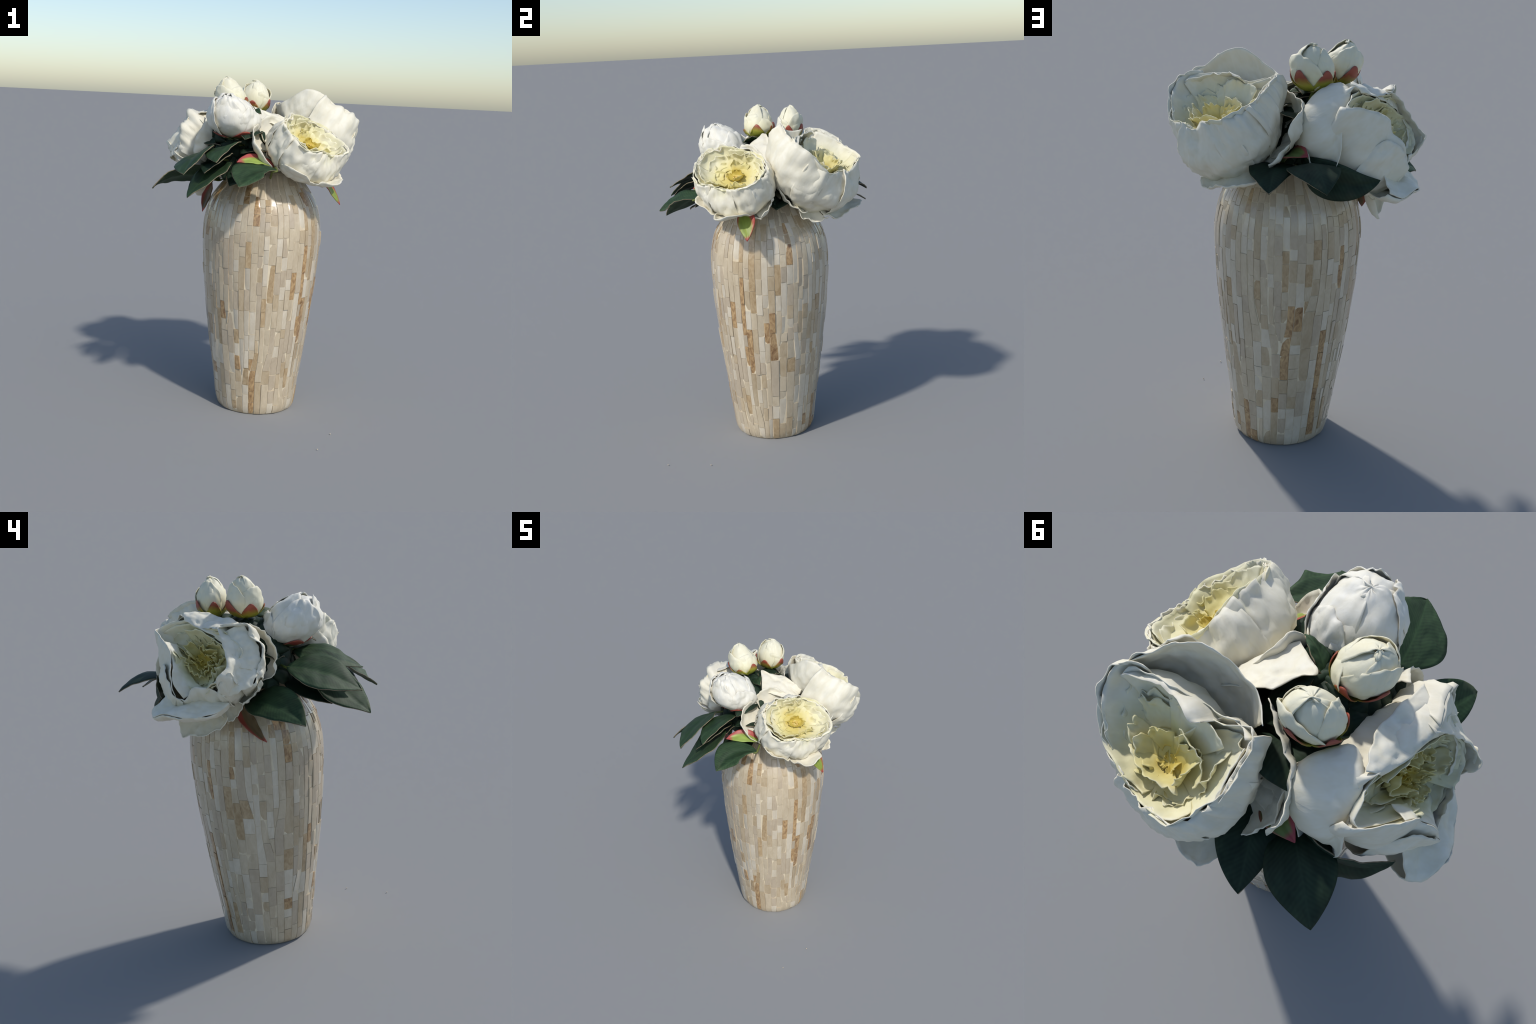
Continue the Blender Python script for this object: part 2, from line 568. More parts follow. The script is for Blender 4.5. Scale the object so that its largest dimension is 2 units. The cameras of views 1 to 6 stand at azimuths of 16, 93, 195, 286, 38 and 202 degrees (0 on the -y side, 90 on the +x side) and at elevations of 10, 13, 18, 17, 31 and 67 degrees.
BRACTS = [
    ((.411, -.101, 1.45), (.463, -.086, 1.40), (.537, -.081, 1.299), .051, -.22, .13, .51, (0.26, 0.33, 0.05), (0.34, 0.06, 0.045)),
    ((-.281, -.005, 1.375), (-.293, -.04, 1.304), (-.291, -.134, 1.196), .043, -.50, .19, .50, (0.16, 0.10, 0.04), (0.26, 0.05, 0.03)),
    ((.002, .295, 1.474), (-.058, .363, 1.54), (-.148, .434, 1.544), .056, -.50, .17, .48, (0.14, 0.19, 0.05), (0.30, 0.05, 0.06)),
    ((.198, -.263, 1.486), (.111, -.338, 1.542), (.009, -.43, 1.529), .045, .58, .18, .60, (0.32, 0.42, 0.09), (0.38, 0.075, 0.065)),
]
for i, (B, M, T, W, ro, fo, pk, g, r) in enumerate(BRACTS):
    L = (V3(T) - V3(B)).length
    m = bract_material("bract_red_edged" if i == 0 else "bract_red_edged.%03d" % i, L, W, pk, g, r)
    blade("bract", B, M, T, W, ro, fo, pk, root, [m], 0.004, seed=30 + i, wave=0.004)


# ------------------------------------------------------------------ blooms
class Bloom:
    def __init__(self, center, axis, radii, axes, base, floor, name="peony_flower"):
        self.c = V3(center)
        self.axis = V3(axis).normalized()
        self.E = [(V3(a).normalized(), r) for a, r in zip(axes, radii)]
        self.base = V3(base)
        self.floor = V3(floor)
        self.mw = frame_of(axis)
        self.mw.translation = self.c
        self.name = name
        self.seed = 0
        # heart of the flower: the calyx body that all petals sit on
        verts, faces = [], []
        n, m = 20, 10
        d = (self.floor - self.base)
        z = d.normalized()
        fr = frame_of(z)
        x, y = V3(fr.col[0][:3]), V3(fr.col[1][:3])
        for i in range(n):
            for j in range(m + 1):
                t = j / m
                r = 0.010 + 0.05 * math.sin(math.pi * min(1.0, t * 0.93 + 0.07)) ** 0.8
                if j == m:
                    r = 0.001
                a = TAU * i / n
                verts.append(self.base + d * t + (x * math.cos(a) + y * math.sin(a)) * r)
        self.ob = new_obj(name, verts, grid_faces(n, m + 1, True), root, [M_STAMEN], self.mw)

    def rell(self, d):
        return 1.0 / math.sqrt(sum((d.dot(a) / r) ** 2 for a, r in self.E))

    def cup(self, rim, offs=0.0, tilt=0.0, mat=None, base=None, ruf=0.012, wr=0.015, name="petal",
            nu=36, nv=26, lip=0.0, c=None, swell=1.0, late=0.45):
        """Cup petal: grows from the base along the body of the bloom up to a rim line."""
        self.seed += 1
        sd = self.seed * 3.7 + self.c.x * 50
        c = V3(c) if c is not None else self.c
        R = catmull(rim, nu + 1)
        b = V3(base) if base is not None else self.base
        d0, R0 = (b - c).normalized(), (b - c).length
        verts = []
        for i in range(nu + 1):
            u = 2 * i / nu - 1
            P = R[i]
            d1, R1 = (P - c).normalized(), (P - c).length
            tang = (R[min(i + 1, nu)] - R[max(i - 1, 0)]).normalized()
            for j in range(nv + 1):
                v = j / nv
                d = d0.slerp(d1, v)
                re = self.rell(d) * swell + offs + tilt * u
                r = lerp(lerp(R0, re, sstep(v / 0.4)), R1 + offs * 0.5 + tilt * u * 0.7, sstep((v - late) / (1 - late)))
                r += lump(c + d * r, sd * 0.13, wr) * (0.35 + 0.85 * sstep(v / 0.6))
                e = sstep((v - 0.72) / 0.28)
                r += lip * e + ruf * 1.2 * e * noise.noise(V3((u * 4.5, 0.3 * v, sd * 1.3)))
                q = c + d * r
                q += tang * (ruf * 0.6 * e * noise.noise(V3((u * 5, 7.7, sd))))
                # ragged hem
                q += (P - b).normalized() * (ruf * e * (noise.noise(V3((u * 5.0, 3.1, sd))) + 0.4 * noise.noise(V3((u * 13.0, 1.1, sd)))))
                verts.append(q)
        return new_obj(name, verts, grid_faces(nu + 1, nv + 1), self.ob, [mat or M_PETAL], self.mw, 0.0035)

    def bowl(self, rim, mat=None, bulge=0.3, ruf=0.008, wr=0.008, name="petal", nu=24, nv=16, foot=0.02):
        """Inner petal: from the heart (floor) up to a rim line, swelling outward."""
        self.seed += 1
        sd = self.seed * 5.3 + self.c.y * 40
        R = catmull(rim, nu + 1)
        verts = []
        for i in range(nu + 1):
            u = 2 * i / nu - 1
            P = R[i]
            out = P - self.floor
            out = out - self.axis * out.dot(self.axis)
            o = out.normalized()
            A = self.floor + o * (foot if foot >= 0 else -foot * out.length) + self.axis * 0.003
            D = P - A
            C = A + D * 0.45 + o * bulge * D.length - self.axis * (bulge * 0.6 * D.length)
            for j in range(nv + 1):
                v = j / nv
                q = (1 - v) ** 2 * A + 2 * v * (1 - v) * C + v * v * P
                q += (o * 0.8 - self.axis * 0.4) * lump(q, sd * 0.13, wr * 1.3) * v
                e = sstep((v - 0.6) / 0.4)
                q += o * (ruf * e * noise.noise(V3((u * 3.6, v, sd))))
                q += self.axis * (ruf * e * (noise.noise(V3((u * 4.2, 2.2, sd))) + 0.35 * noise.noise(V3((u * 11.0, 5.2, sd)))))
                verts.append(q)
        return new_obj(name, verts, grid_faces(nu + 1, nv + 1), self.ob, [mat or M_INNER], self.mw, 0.003)

    def band(self, inner, outer, push, bulge=0.02, mat=None, ruf=0.010, wr=0.013, nu=36, nv=20):
        """Rolled-back petal: a swollen strip from an inner edge to an outer hem."""
        self.seed += 1
        sd = self.seed * 4.1 + self.c.z * 30
        I, O = catmull(inner, nu + 1), catmull(outer, nu + 1)
        n = V3(push).normalized()
        verts = []
        for i in range(nu + 1):
            u = 2 * i / nu - 1
            for j in range(nv + 1):
                v = j / nv
                q = lerp(I[i], O[i], v) + n * (bulge * math.sin(math.pi * min(1, v * 1.02)) ** 0.8)
                e = sstep((v - 0.6) / 0.4)
                q = q + n * (lump(q, sd * 0.13, wr) + ruf * e * noise.noise(V3((u * 4.4, 1.3, sd))))
                q = q + (O[i] - I[i]).normalized() * (ruf * e * noise.noise(V3((u * 5.5, 4.3, sd))))
                verts.append(q)
        return new_obj("petal", verts, grid_faces(nu + 1, nv + 1), self.ob, [mat or M_PETAL], self.mw, 0.0035)

    def ring(self, loop, k, n, dz, span, rnd, mat=None, bulge=0.25, zvar=0.012, kvar=0.06, ruf=0.010, phase=0.0, foot=0.02, notch=0.022):
        """n inner petals on a shrunken copy of the bloom's rim loop."""
        L = catmull(loop, 120, True)
        for p in range(n):
            a0 = (p + phase) / n * 120
            half = span * 60 / n
            kk = k + rnd.uniform(-kvar, kvar)
            zz = dz + rnd.uniform(-zvar, zvar)
            pts = []
            for s in range(7):
                u = s / 6 * 2 - 1
                P = L[int(a0 + u * half) % 120]
                kx = kk * (1 - 0.07 * u)
                q = self.floor + (P - self.floor) * kx + self.axis * (zz - notch * abs(u) ** 2.5)
                pts.append(q)
            self.bowl(pts, mat, bulge, ruf, foot=foot, wr=0.012)

    def stamens(self, n, rnd, r=0.022, h=0.035):
        V, F = [], []
        fr = self.mw
        x, y = V3(fr.col[0][:3]), V3(fr.col[1][:3])
        for k in range(n):
            a, rr = rnd.uniform(0, TAU), r * math.sqrt(rnd.random())
            b = self.floor + (x * math.cos(a) + y * math.sin(a)) * rr - self.axis * 0.01
            t = b + self.axis * (h * rnd.uniform(0.7, 1.2)) + (x * math.cos(a) + y * math.sin(a)) * rr * 0.5
            o = len(V)
            for j, (c, w) in enumerate(((b, .003), (lerp(b, t, .6), .003), (lerp(b, t, .85), .006), (t, .004))):
                for i in range(6):
                    g = TAU * i / 6
                    V.append(c + (x * math.cos(g) + y * math.sin(g)) * w)
                if j:
                    for i in range(6):
                        p = o + (j - 1) * 6
                        F.append((p + i, p + (i + 1) % 6, p + 6 + (i + 1) % 6, p + 6 + i))
            F.append(tuple(o + 18 + i for i in range(6)))
        ob = new_obj("stamens", V, F, self.ob, [M_STAMEN], self.mw)
        ob["kind"] = "stuff"

    def free(self, B, M, T, W, roll, fold, pk, mat=None, seed=0, wave=0.010, curl=0.0):
        """Loose outer petal described by its spine."""
        return blade("petal", B, M, T, W, roll, fold, pk, self.ob, [mat or M_OUTER], 0.0035, True, seed, wave,
                     20, 26, self.mw, curl)


def sub(L, i, j):
    n = len(L)
    return [L[k % n] for k in range(i, j + 1)]


# --- bloom on the sun side
RA = [(.497, .030, 1.656), (.404, .020, 1.727), (.333, -.047, 1.767), (.300, -.142, 1.787), (.262, -.216, 1.797),
      (.242, -.329, 1.757), (.320, -.378, 1.678), (.404, -.343, 1.611), (.467, -.280, 1.609), (.490, -.209, 1.590),
      (.515, -.157, 1.592), (.558, -.056, 1.612)]
rnd = random.Random(5)
A = Bloom((.349, -.147, 1.63), (.66, -.15, .73), (.182, .213, .254),
          [(-.53, .34, -.77), (.63, -.45, -.63), (-.57, -.82, .03)], (.235, -.105, 1.455), (.345, -.135, 1.625))
for k, (i, j) in enumerate(((0, 3), (2, 5), (4, 6), (5, 8), (7, 10), (9, 12), (11, 13))):
    A.cup(sub(RA, i, j), offs=0.004 * (k % 2), tilt=0.007, swell=1.08 if i > 5 else 1.02)
A.ring(RA, 1.0, 6, 0.005, 1.6, rnd, M_LINER, 0.40, kvar=0.004, zvar=0.003, ruf=0.008, foot=0.0, notch=0.008)
A.ring(RA, 0.86, 6, -0.004, 1.15, rnd, M_INNER, 0.3, phase=0.4, zvar=0.02, ruf=0.024, foot=-.6)
A.ring(RA, 0.64, 5, -0.012, 0.95, rnd, M_INNER, 0.30, phase=0.2, zvar=0.02, ruf=0.026, foot=-.55)
A.bowl([(.29, -.27, 1.650), (.296, -.244, 1.668), (.32, -.167, 1.645), (.37, -.12, 1.625), (.408, -.097, 1.605)], M_INNER, 0.3)
A.bowl([(.37, -.05, 1.64), (.33, -.04, 1.66), (.28, -.08, 1.67), (.26, -.14, 1.66)], M_INNER, 0.25, ruf=0.016)
A.ring(RA, 0.24, 3, 0.012, 1.0, rnd, M_INNER, 0.2, phase=0.7, ruf=0.015)
A.stamens(10, rnd, 0.014, 0.024)
A.cup([(.044, -.139, 1.747), (.07, -.272, 1.736), (.077, -.350, 1.681), (.100, -.374, 1.641), (.145, -.369, 1.575),
       (.190, -.310, 1.517)], mat=M_OUTER, offs=0.012, swell=1.0, ruf=0.004, wr=0.011)
A.cup([(.06, -.17, 1.73), (.044, -.139, 1.747), (.093, -.11, 1.785), (.124, -.041, 1.775), (.17, .03, 1.72)], mat=M_OUTER,
      offs=0.0, ruf=0.005, wr=0.011)
A.cup([(.22, -.30, 1.52), (.257, -.361, 1.532), (.345, -.380, 1.502), (.397, -.309, 1.454), (.395, -.259, 1.435),
       (.37, -.20, 1.43)], mat=M_OUTER, swell=0.80, ruf=0.008, wr=0.011)
A.cup([(.38, -.28, 1.445), (.395, -.260, 1.435), (.47, -.27, 1.432), (.538, -.246, 1.433), (.557, -.18, 1.45),
       (.540, -.116, 1.455), (.47, -.06, 1.44)], mat=M_OUTER, swell=0.85, ruf=0.010, wr=0.011)
A.cup([(.46, -.06, 1.42), (.475, -.006, 1.416), (.525, .01, 1.435), (.488, .044, 1.481), (.43, .07, 1.52)], mat=M_OUTER,
      swell=0.85, ruf=0.008, wr=0.011)

# --- tall bloom at the back
RB = [(.112, .509, 1.739), (.060, .420, 1.813), (.040, .290, 1.867), (.169, .249, 1.815), (.300, .220, 1.845),
      (.440, .205, 1.840), (.511, .220, 1.815), (.527, .306, 1.745), (.490, .391, 1.649), (.402, .461, 1.656),
      (.340, .490, 1.635), (.287, .535, 1.680), (.194, .566, 1.699)]
B = Bloom((.27, .34, 1.61), (.28, .55, .79), (.235, .255, .205), [(1, 0, 0), (0, 1, 0), (0, 0, 1)],
          (.17, .22, 1.42), (.285, .37, 1.635))
B.band([(.12, .24, 1.62), (.14, .20, 1.63), (.17, .175, 1.64), (.22, .165, 1.64), (.28, .160, 1.64), (.34, .165, 1.64), (.40, .19, 1.64), (.44, .23, 1.63)],
       [(.03, .25, 1.86), (.08, .165, 1.86), (.143, .136, 1.895), (.20, .12, 1.93), (.27, .118, 1.955), (.35, .13, 1.93),
        (.42, .16, 1.87), (.511, .22, 1.82)], (0, -1, -.2), 0.042, M_PETAL, 0.004, 0.013, 44, 26)
B.cup([(.10, .27, 1.66), (.14, .20, 1.66), (.22, .17, 1.67), (.28, .163, 1.67), (.34, .168, 1.67), (.42, .22, 1.66)], swell=0.8)
B.cup([(.36, .133, 1.915), (.42, .160, 1.870), (.511, .222, 1.818), (.527, .306, 1.745), (.49, .391, 1.649)], offs=0.004, tilt=-0.004,
      swell=0.88, late=0.25)
B.cup(sub(RB, 7, 10), offs=-0.002, tilt=0.004, swell=0.96, late=0.35)
B.cup(sub(RB, 9, 12), offs=0.004, tilt=-0.004, swell=1.0)
B.cup(sub(RB, 11, 14), offs=0.001, tilt=0.005, swell=1.03)
B.cup(sub(RB, 13, 15), offs=0.002, tilt=-0.004, swell=1.02)
B.cup([(.05, .30, 1.86), (.12, .24, 1.83), (.169, .249, 1.815), (.222, .309, 1.862), (.305, .25, 1.86), (.41, .22, 1.845),
       (.50, .225, 1.81)], offs=-0.02, swell=0.85, nu=36)
B.cup([(.06, .13, 1.80), (.0, .205, 1.79), (-.077, .29, 1.765), (-.10, .36, 1.73), (-.10, .457, 1.725), (-.06, .47, 1.64)],
      mat=M_OUTER, swell=1.12, ruf=0.005)
B.cup([(.02, .15, 1.60), (-.06, .24, 1.66), (-.08, .34, 1.66), (-.05, .43, 1.58), (.02, .46, 1.50)], mat=M_OUTER, swell=1.05,
      ruf=0.005)
rnd = random.Random(8)
B.ring(RB, 1.0, 6, 0.005, 1.6, rnd, M_LINER, 0.40, kvar=0.004, zvar=0.003, ruf=0.008, foot=0.0, notch=0.008)
B.ring(RB, 0.18, 4, 0.0, 1.1, rnd, M_INNER, 0.2, ruf=0.016, foot=-.1)
B.bowl([(.36, .20, 1.80), (.325, .223, 1.795), (.26, .25, 1.785), (.224, .272, 1.769), (.267, .32, 1.748)], M_INNER, 0.2, ruf=0.012)
B.bowl([(.275, .31, 1.755), (.21, .34, 1.755), (.16, .389, 1.732), (.17, .44, 1.69)], M_INNER, 0.3, ruf=0.016)
B.bowl([(.30, .25, 1.80), (.244, .274, 1.834), (.18, .28, 1.82), (.12, .33, 1.80)], M_INNER, 0.3, ruf=0.012)
B.bowl([(.42, .37, 1.66), (.36, .43, 1.675), (.28, .46, 1.69), (.22, .47, 1.68)], M_INNER, 0.2, ruf=0.02)
B.ring(RB, 0.82, 6, -0.045, 1.05, rnd, M_INNER, 0.3, phase=0.3, zvar=0.03, ruf=0.028, foot=-.6)
B.ring(RB, 0.62, 6, -0.025, 1.0, rnd, M_LINER, 0.3, phase=0.5, zvar=0.03, ruf=0.028, foot=-.55)
B.ring(RB, 0.42, 5, 0.0, 1.0, rnd, M_INNER, 0.25, phase=0.1, zvar=0.03, ruf=0.024, foot=-.5)
B.cup([(.30, .16, 1.54), (.345, .195, 1.47), (.36, .22, 1.41), (.355, .26, 1.368), (.345, .32, 1.362), (.36, .38, 1.39)],
      mat=M_OUTER, swell=0.92, ruf=0.008)
B.cup([(.37, .36, 1.40), (.33, .43, 1.37), (.28, .48, 1.375), (.235, .525, 1.40), (.17, .57, 1.42), (.10, .57, 1.435), (.05, .50, 1.44)],
      mat=M_OUTER, swell=0.55, ruf=0.010)
B.cup([(.33, .06, 1.66), (.37, .10, 1.58), (.385, .14, 1.50), (.38, .20, 1.44), (.36, .26, 1.42)], mat=M_OUTER, swell=0.98, ruf=0.008)
B.band([(.055, -.11, 1.76), (.0, -.04, 1.80), (-.05, .02, 1.835), (.0, .04, 1.825), (.06, .10, 1.80)],
       [(.20, .00, 1.69), (.21, .03, 1.70), (.22, .06, 1.71), (.22, .09, 1.72), (.22, .12, 1.74)], (0, 0, 1), 0.006, M_PETAL, 0.006)

# --- ruffled bloom on the shaded side
C = Bloom((-.36, .13, 1.60), (-.80, .10, .60), (.20, .23, .25), [(.74, -.64, -.21), (-.12, .19, -.98), (.66, .75, .06)],
          (-.19, .10, 1.47), (-.375, .12, 1.612))
RC = [(-.31, .395, 1.75), (-.45, .275, 1.69), (-.475, .24, 1.62), (-.50, .19, 1.53), (-.52, .10, 1.50), (-.53, .03, 1.54),
       (-.525, -.03, 1.60), (-.48, -.07, 1.66), (-.45, -.05, 1.72), (-.425, .03, 1.77), (-.37, .15, 1.775), (-.316, .253, 1.80)]
C.cup([(-.15, .41, 1.53), (-.10, .34, 1.61), (-.075, .276, 1.68), (-.095, .25, 1.74), (-.17, .21, 1.805), (-.24, .20, 1.835),
       (-.288, .28, 1.80), (-.283, .36, 1.715), (-.285, .40, 1.65), (-.29, .43, 1.575), (-.27, .43, 1.50)], c=(-.25, .20, 1.62),
      base=(-.20, .25, 1.45), swell=0.92, ruf=0.005, wr=0.010, nu=44)
C.cup([(-.27, .39, 1.76), (-.31, .405, 1.765), (-.39, .345, 1.745), (-.463, .281, 1.705), (-.475, .262, 1.643),
       (-.516, .250, 1.613), (-.545, .245, 1.54), (-.54, .235, 1.46)], base=(-.25, .2, 1.43), ruf=0.005, wr=0.011, swell=1.08)
C.cup([(-.42, .33, 1.60), (-.47, .30, 1.62), (-.52, .27, 1.58), (-.55, .24, 1.50), (-.53, .20, 1.45)], base=(-.25, .2, 1.43),
      ruf=0.005, wr=0.011, swell=1.15, offs=0.01)
C.cup([(-.53, .26, 1.50), (-.53, .19, 1.465), (-.545, .147, 1.52), (-.54, .08, 1.525), (-.528, -.007, 1.48)], ruf=0.006)
C.cup([(-.53, .03, 1.485), (-.570, .0, 1.56), (-.555, -.042, 1.60), (-.540, -.07, 1.545), (-.495, -.12, 1.52),
       (-.450, -.155, 1.585), (-.41, -.16, 1.63)], ruf=0.010, offs=0.0, swell=0.97)
C.cup([(-.47, -.15, 1.58), (-.445, -.165, 1.64), (-.435, -.155, 1.70), (-.43, -.12, 1.755), (-.42, -.075, 1.803), (-.435, .028, 1.80)],
      ruf=0.010, swell=0.98)
C.cup([(-.42, -.09, 1.80), (-.437, .028, 1.80), (-.39, .12, 1.785), (-.378, .16, 1.785), (-.316, .253, 1.826), (-.28, .30, 1.80)],
      ruf=0.010, offs=-0.004)
C.cup([(-.43, .05, 1.79), (-.49, .0, 1.73), (-.56, -.04, 1.63), (-.585, .014, 1.575), (-.54, .0, 1.49)], ruf=0.010, offs=-0.012, swell=0.95)
C.cup([(-.31, -.08, 1.79), (-.29, -.15, 1.735), (-.31, -.20, 1.68), (-.335, -.205, 1.61), (-.34, -.18, 1.55), (-.34, -.127, 1.52)],
      mat=M_OUTER, swell=0.95, ruf=0.006)
C.cup([(-.47, -.16, 1.55), (-.46, -.142, 1.52), (-.455, -.13, 1.48), (-.45, -.087, 1.43), (-.44, -.05, 1.43)], mat=M_OUTER, swell=0.9, ruf=0.006)
rnd = random.Random(21)
C.ring(RC, 1.0, 7, 0.0, 1.8, rnd, M_LINER, 0.40, kvar=0.01, zvar=0.004, ruf=0.010, notch=0.008, foot=0.0)
C.ring(RC, 0.15, 4, 0.015, 1.1, rnd, M_INNER, 0.2, ruf=0.016, foot=-.1)
C.bowl([(-.35, .24, 1.77), (-.378, .16, 1.775), (-.40, .10, 1.755), (-.44, .03, 1.715), (-.485, -.04, 1.665)], M_LINER, 0.34, ruf=0.014)
C.bowl([(-.45, .0, 1.70), (-.485, -.04, 1.66), (-.525, -.03, 1.61), (-.55, .02, 1.56), (-.545, .08, 1.53)], M_LINER, 0.34, ruf=0.014)
C.ring(RC, 0.84, 7, -0.03, 1.05, rnd, M_INNER, 0.3, phase=0.5, zvar=0.025, ruf=0.028, foot=-.62)
C.ring(RC, 0.66, 7, 0.000, 1.0, rnd, M_LINER, 0.3, phase=0.2, zvar=0.02, kvar=0.08, ruf=0.030, foot=-.6)
C.ring(RC, 0.52, 6, 0.014, 0.95, rnd, M_INNER, 0.3, phase=0.5, zvar=0.02, kvar=0.08, ruf=0.030, foot=-.6)
C.ring(RC, 0.38, 5, 0.022, 0.95, rnd, M_INNER, 0.3, phase=0.1, zvar=0.02, ruf=0.028, foot=-.5)
C.ring(RC, 0.24, 4, 0.026, 0.95, rnd, M_INNER, 0.25, phase=0.6, zvar=0.015, ruf=0.022, foot=-.4)
C.cup([(-.49, .37, 1.40), (-.554, .349, 1.378), (-.586, .295, 1.40), (-.605, .25, 1.405), (-.603, .19, 1.39), (-.588, .115, 1.39),
       (-.55, .03, 1.402), (-.50, -.02, 1.44)], mat=M_OUTER, base=(-.25, .12, 1.42), swell=0.92, ruf=0.004, wr=0.010, nu=40)
C.band([(-.43, .31, 1.72), (-.463, .281, 1.695), (-.475, .262, 1.64), (-.516, .248, 1.605), (-.54, .24, 1.54), (-.53, .20, 1.47)],
       [(-.38, .27, 1.70), (-.41, .24, 1.66), (-.42, .21, 1.61), (-.44, .19, 1.57), (-.46, .15, 1.53), (-.47, .10, 1.50)],
       (-.8, .1, .6), 0.004, M_PETAL, 0.006)
C.band([(-.45, .30, 1.47), (-.47, .20, 1.44), (-.475, .147, 1.45), (-.475, .08, 1.45), (-.475, .0, 1.44)],
       [(-.50, .375, 1.402), (-.556, .351, 1.382), (-.588, .295, 1.404), (-.607, .25, 1.409), (-.605, .19, 1.394), (-.590, .115, 1.394),
       (-.552, .03, 1.406), (-.505, -.02, 1.444)], (-.7, 0, .7), 0.008, M_PETAL, 0.003, wr=0.010)
C.band([(-.505, .05, 1.54), (-.515, .01, 1.575), (-.505, -.02, 1.62), (-.470, -.04, 1.657)],
       [(-.525, .0, 1.475), (-.525, -.060, 1.495), (-.495, -.125, 1.52), (-.450, -.158, 1.585)], (-.9, -.2, .3), 0.010, M_PETAL, 0.014)
C.band([(-.505, -.02, 1.622), (-.470, -.04, 1.66), (-.445, .0, 1.70), (-.408, .066, 1.736)],
       [(-.450, -.158, 1.58), (-.432, -.166, 1.645), (-.420, -.135, 1.735), (-.41, -.075, 1.803)], (-.8, -.2, .5), 0.012, M_PETAL, 0.014)
C.band([(-.44, .02, 1.72), (-.411, .066, 1.742), (-.378, .15, 1.77), (-.325, .24, 1.80)],
       [(-.35, -.09, 1.79), (-.30, .03, 1.815), (-.27, .15, 1.835), (-.287, .26, 1.845)], (-.5, 0, .85), 0.008, M_PETAL, 0.010)
C.cup([(-.42, .27, 1.35), (-.43, .262, 1.30), (-.44, .252, 1.262), (-.43, .206, 1.263), (-.43, .164, 1.258), (-.43, .125, 1.266),
       (-.43, .051, 1.318), (-.40, .03, 1.36)], mat=M_OUTER, base=(-.25, .12, 1.41), swell=0.80, ruf=0.008)
C.cup([(-.40, .07, 1.37), (-.385, .042, 1.335), (-.385, .009, 1.324), (-.38, -.015, 1.334), (-.38, -.036, 1.376), (-.38, -.049, 1.413)],
      mat=M_OUTER, base=(-.25, .08, 1.42), swell=0.7, ruf=0.005)


# ------------------------------------------------------------------ buds
def bud(center, axis, rad, height, n, sep_n, sep_len, sep_mat, rnd, spin=0.0, tip=0.35, open_=0.0, flat=1.0, flat_at=0.0, outer=4, pm=None,
        name="peony_bud"):
    """Closed bud: petals wrapped round an egg, cupped below by sepals."""
    c = V3(center)
    mw = frame_of(axis)
    mw.translation = c
    x, y, z = V3(mw.col[0][:3]), V3(mw.col[1][:3]), V3(mw.col[2][:3])

    ca, sa = math.cos(flat_at), math.sin(flat_at)

    def egg(a, th, k=1.0):
        # th 0 at the tip .. pi at the stalk; flattened across flat_at
        st = max(0.0, math.sin(th))
        h = height * math.cos(th)
        r = rad * st ** 0.85 * (1.0 - 0.16 * math.cos(th) - 0.05 * math.cos(2 * th))
        w = V3((math.cos(a), math.sin(a), 0)) * r
        m = w.x * ca + w.y * sa
        w = w - V3((ca, sa, 0)) * (m * (1 - flat))
        return c + z * (h * k) + V3((w.x, w.y, 0)) * k

    verts = [egg(TAU * i / 28, math.pi * (j + 0.02) / 16.04, 0.94) for i in range(28) for j in range(17)]
    ob = new_obj(name, verts, grid_faces(28, 17, True), root, [pm or M_BUD], mw)
    for p in range(n + outer):
        sd = rnd.uniform(0, 99)
        short = p >= n
        m = outer if short else n
        a0 = spin + TAU * (p - n * short + 0.5 * short) / m + rnd.uniform(-.2, .2)
        half = (rnd.uniform(0.8, 1.1) if short else rnd.uniform(0.95, 1.2)) * TAU / 2 / m * 1.25
        top = rnd.uniform(0.55, 1.25) if short else (rnd.uniform(-0.2, tip) if p % 2 else -0.25)
        lay = 0.985 + 0.018 * (p % 3) + 0.03 * short
        V = []
        nu, nv = 28, 24
        for i in range(nu + 1):
            u = 2 * i / nu - 1
            tp = top + (0.45 + 0.3 * short) * abs(u) ** 2.5 + 0.10 * noise.noise(V3((u * 3.5, sd, 5)))
            for j in range(nv + 1):
                v = j / nv
                th = lerp(math.pi * 0.97, tp, v)
                flip = th < 0
                th = abs(th)
                a = a0 + half * u * (0.6 + 0.4 * math.sin(math.pi * min(v, 0.75) / 1.5))
                k = lay + 0.03 * u
                k += lump(egg(a, th), sd * 0.1, 0.13) * (0.4 + 0.6 * v)
                e = sstep((v - 0.75) / 0.25)
                k += (0.05 * short + open_ * 0.12 * (not short)) * e + 0.07 * e * noise.noise(V3((u * 3.5, sd, 1)))
                V.append(egg(a + (math.pi if flip else 0), th, k))
        new_obj("petal", V, grid_faces(nu + 1, nv + 1), ob, [pm or M_BUD], mw, 0.003)
    for p in range(sep_n):
        sd = rnd.uniform(0, 99)
        a0 = spin + 0.4 + TAU * p / sep_n + rnd.uniform(-.12, .12)
        half = 3.6 / sep_n
        V = []
        nu, nv = 12, 14
        ln = sep_len * rnd.uniform(0.85, 1.15)
        for i in range(nu + 1):
            u = 2 * i / nu - 1
            for j in range(nv + 1):
                v = j / nv
                th = math.pi * 0.985 - ln * v * (1 - 0.35 * u * u)
                wv = math.sqrt(max(0, 1 - max(0, (v - 0.4) / 0.62) ** 2)) if v > 0.4 else 1
                a = a0 + half * u * (0.35 + 0.65 * wv)
                k = 1.085 + 0.02 * u + 0.035 * noise.noise(V3((u * 1.5 + sd, v * 2, sd))) + 0.05 * v * v
                V.append(egg(a, th, k))
        new_obj("sepal", V, grid_faces(nu + 1, nv + 1), ob, [sep_mat], mw, 0.004)
    return c - z * height


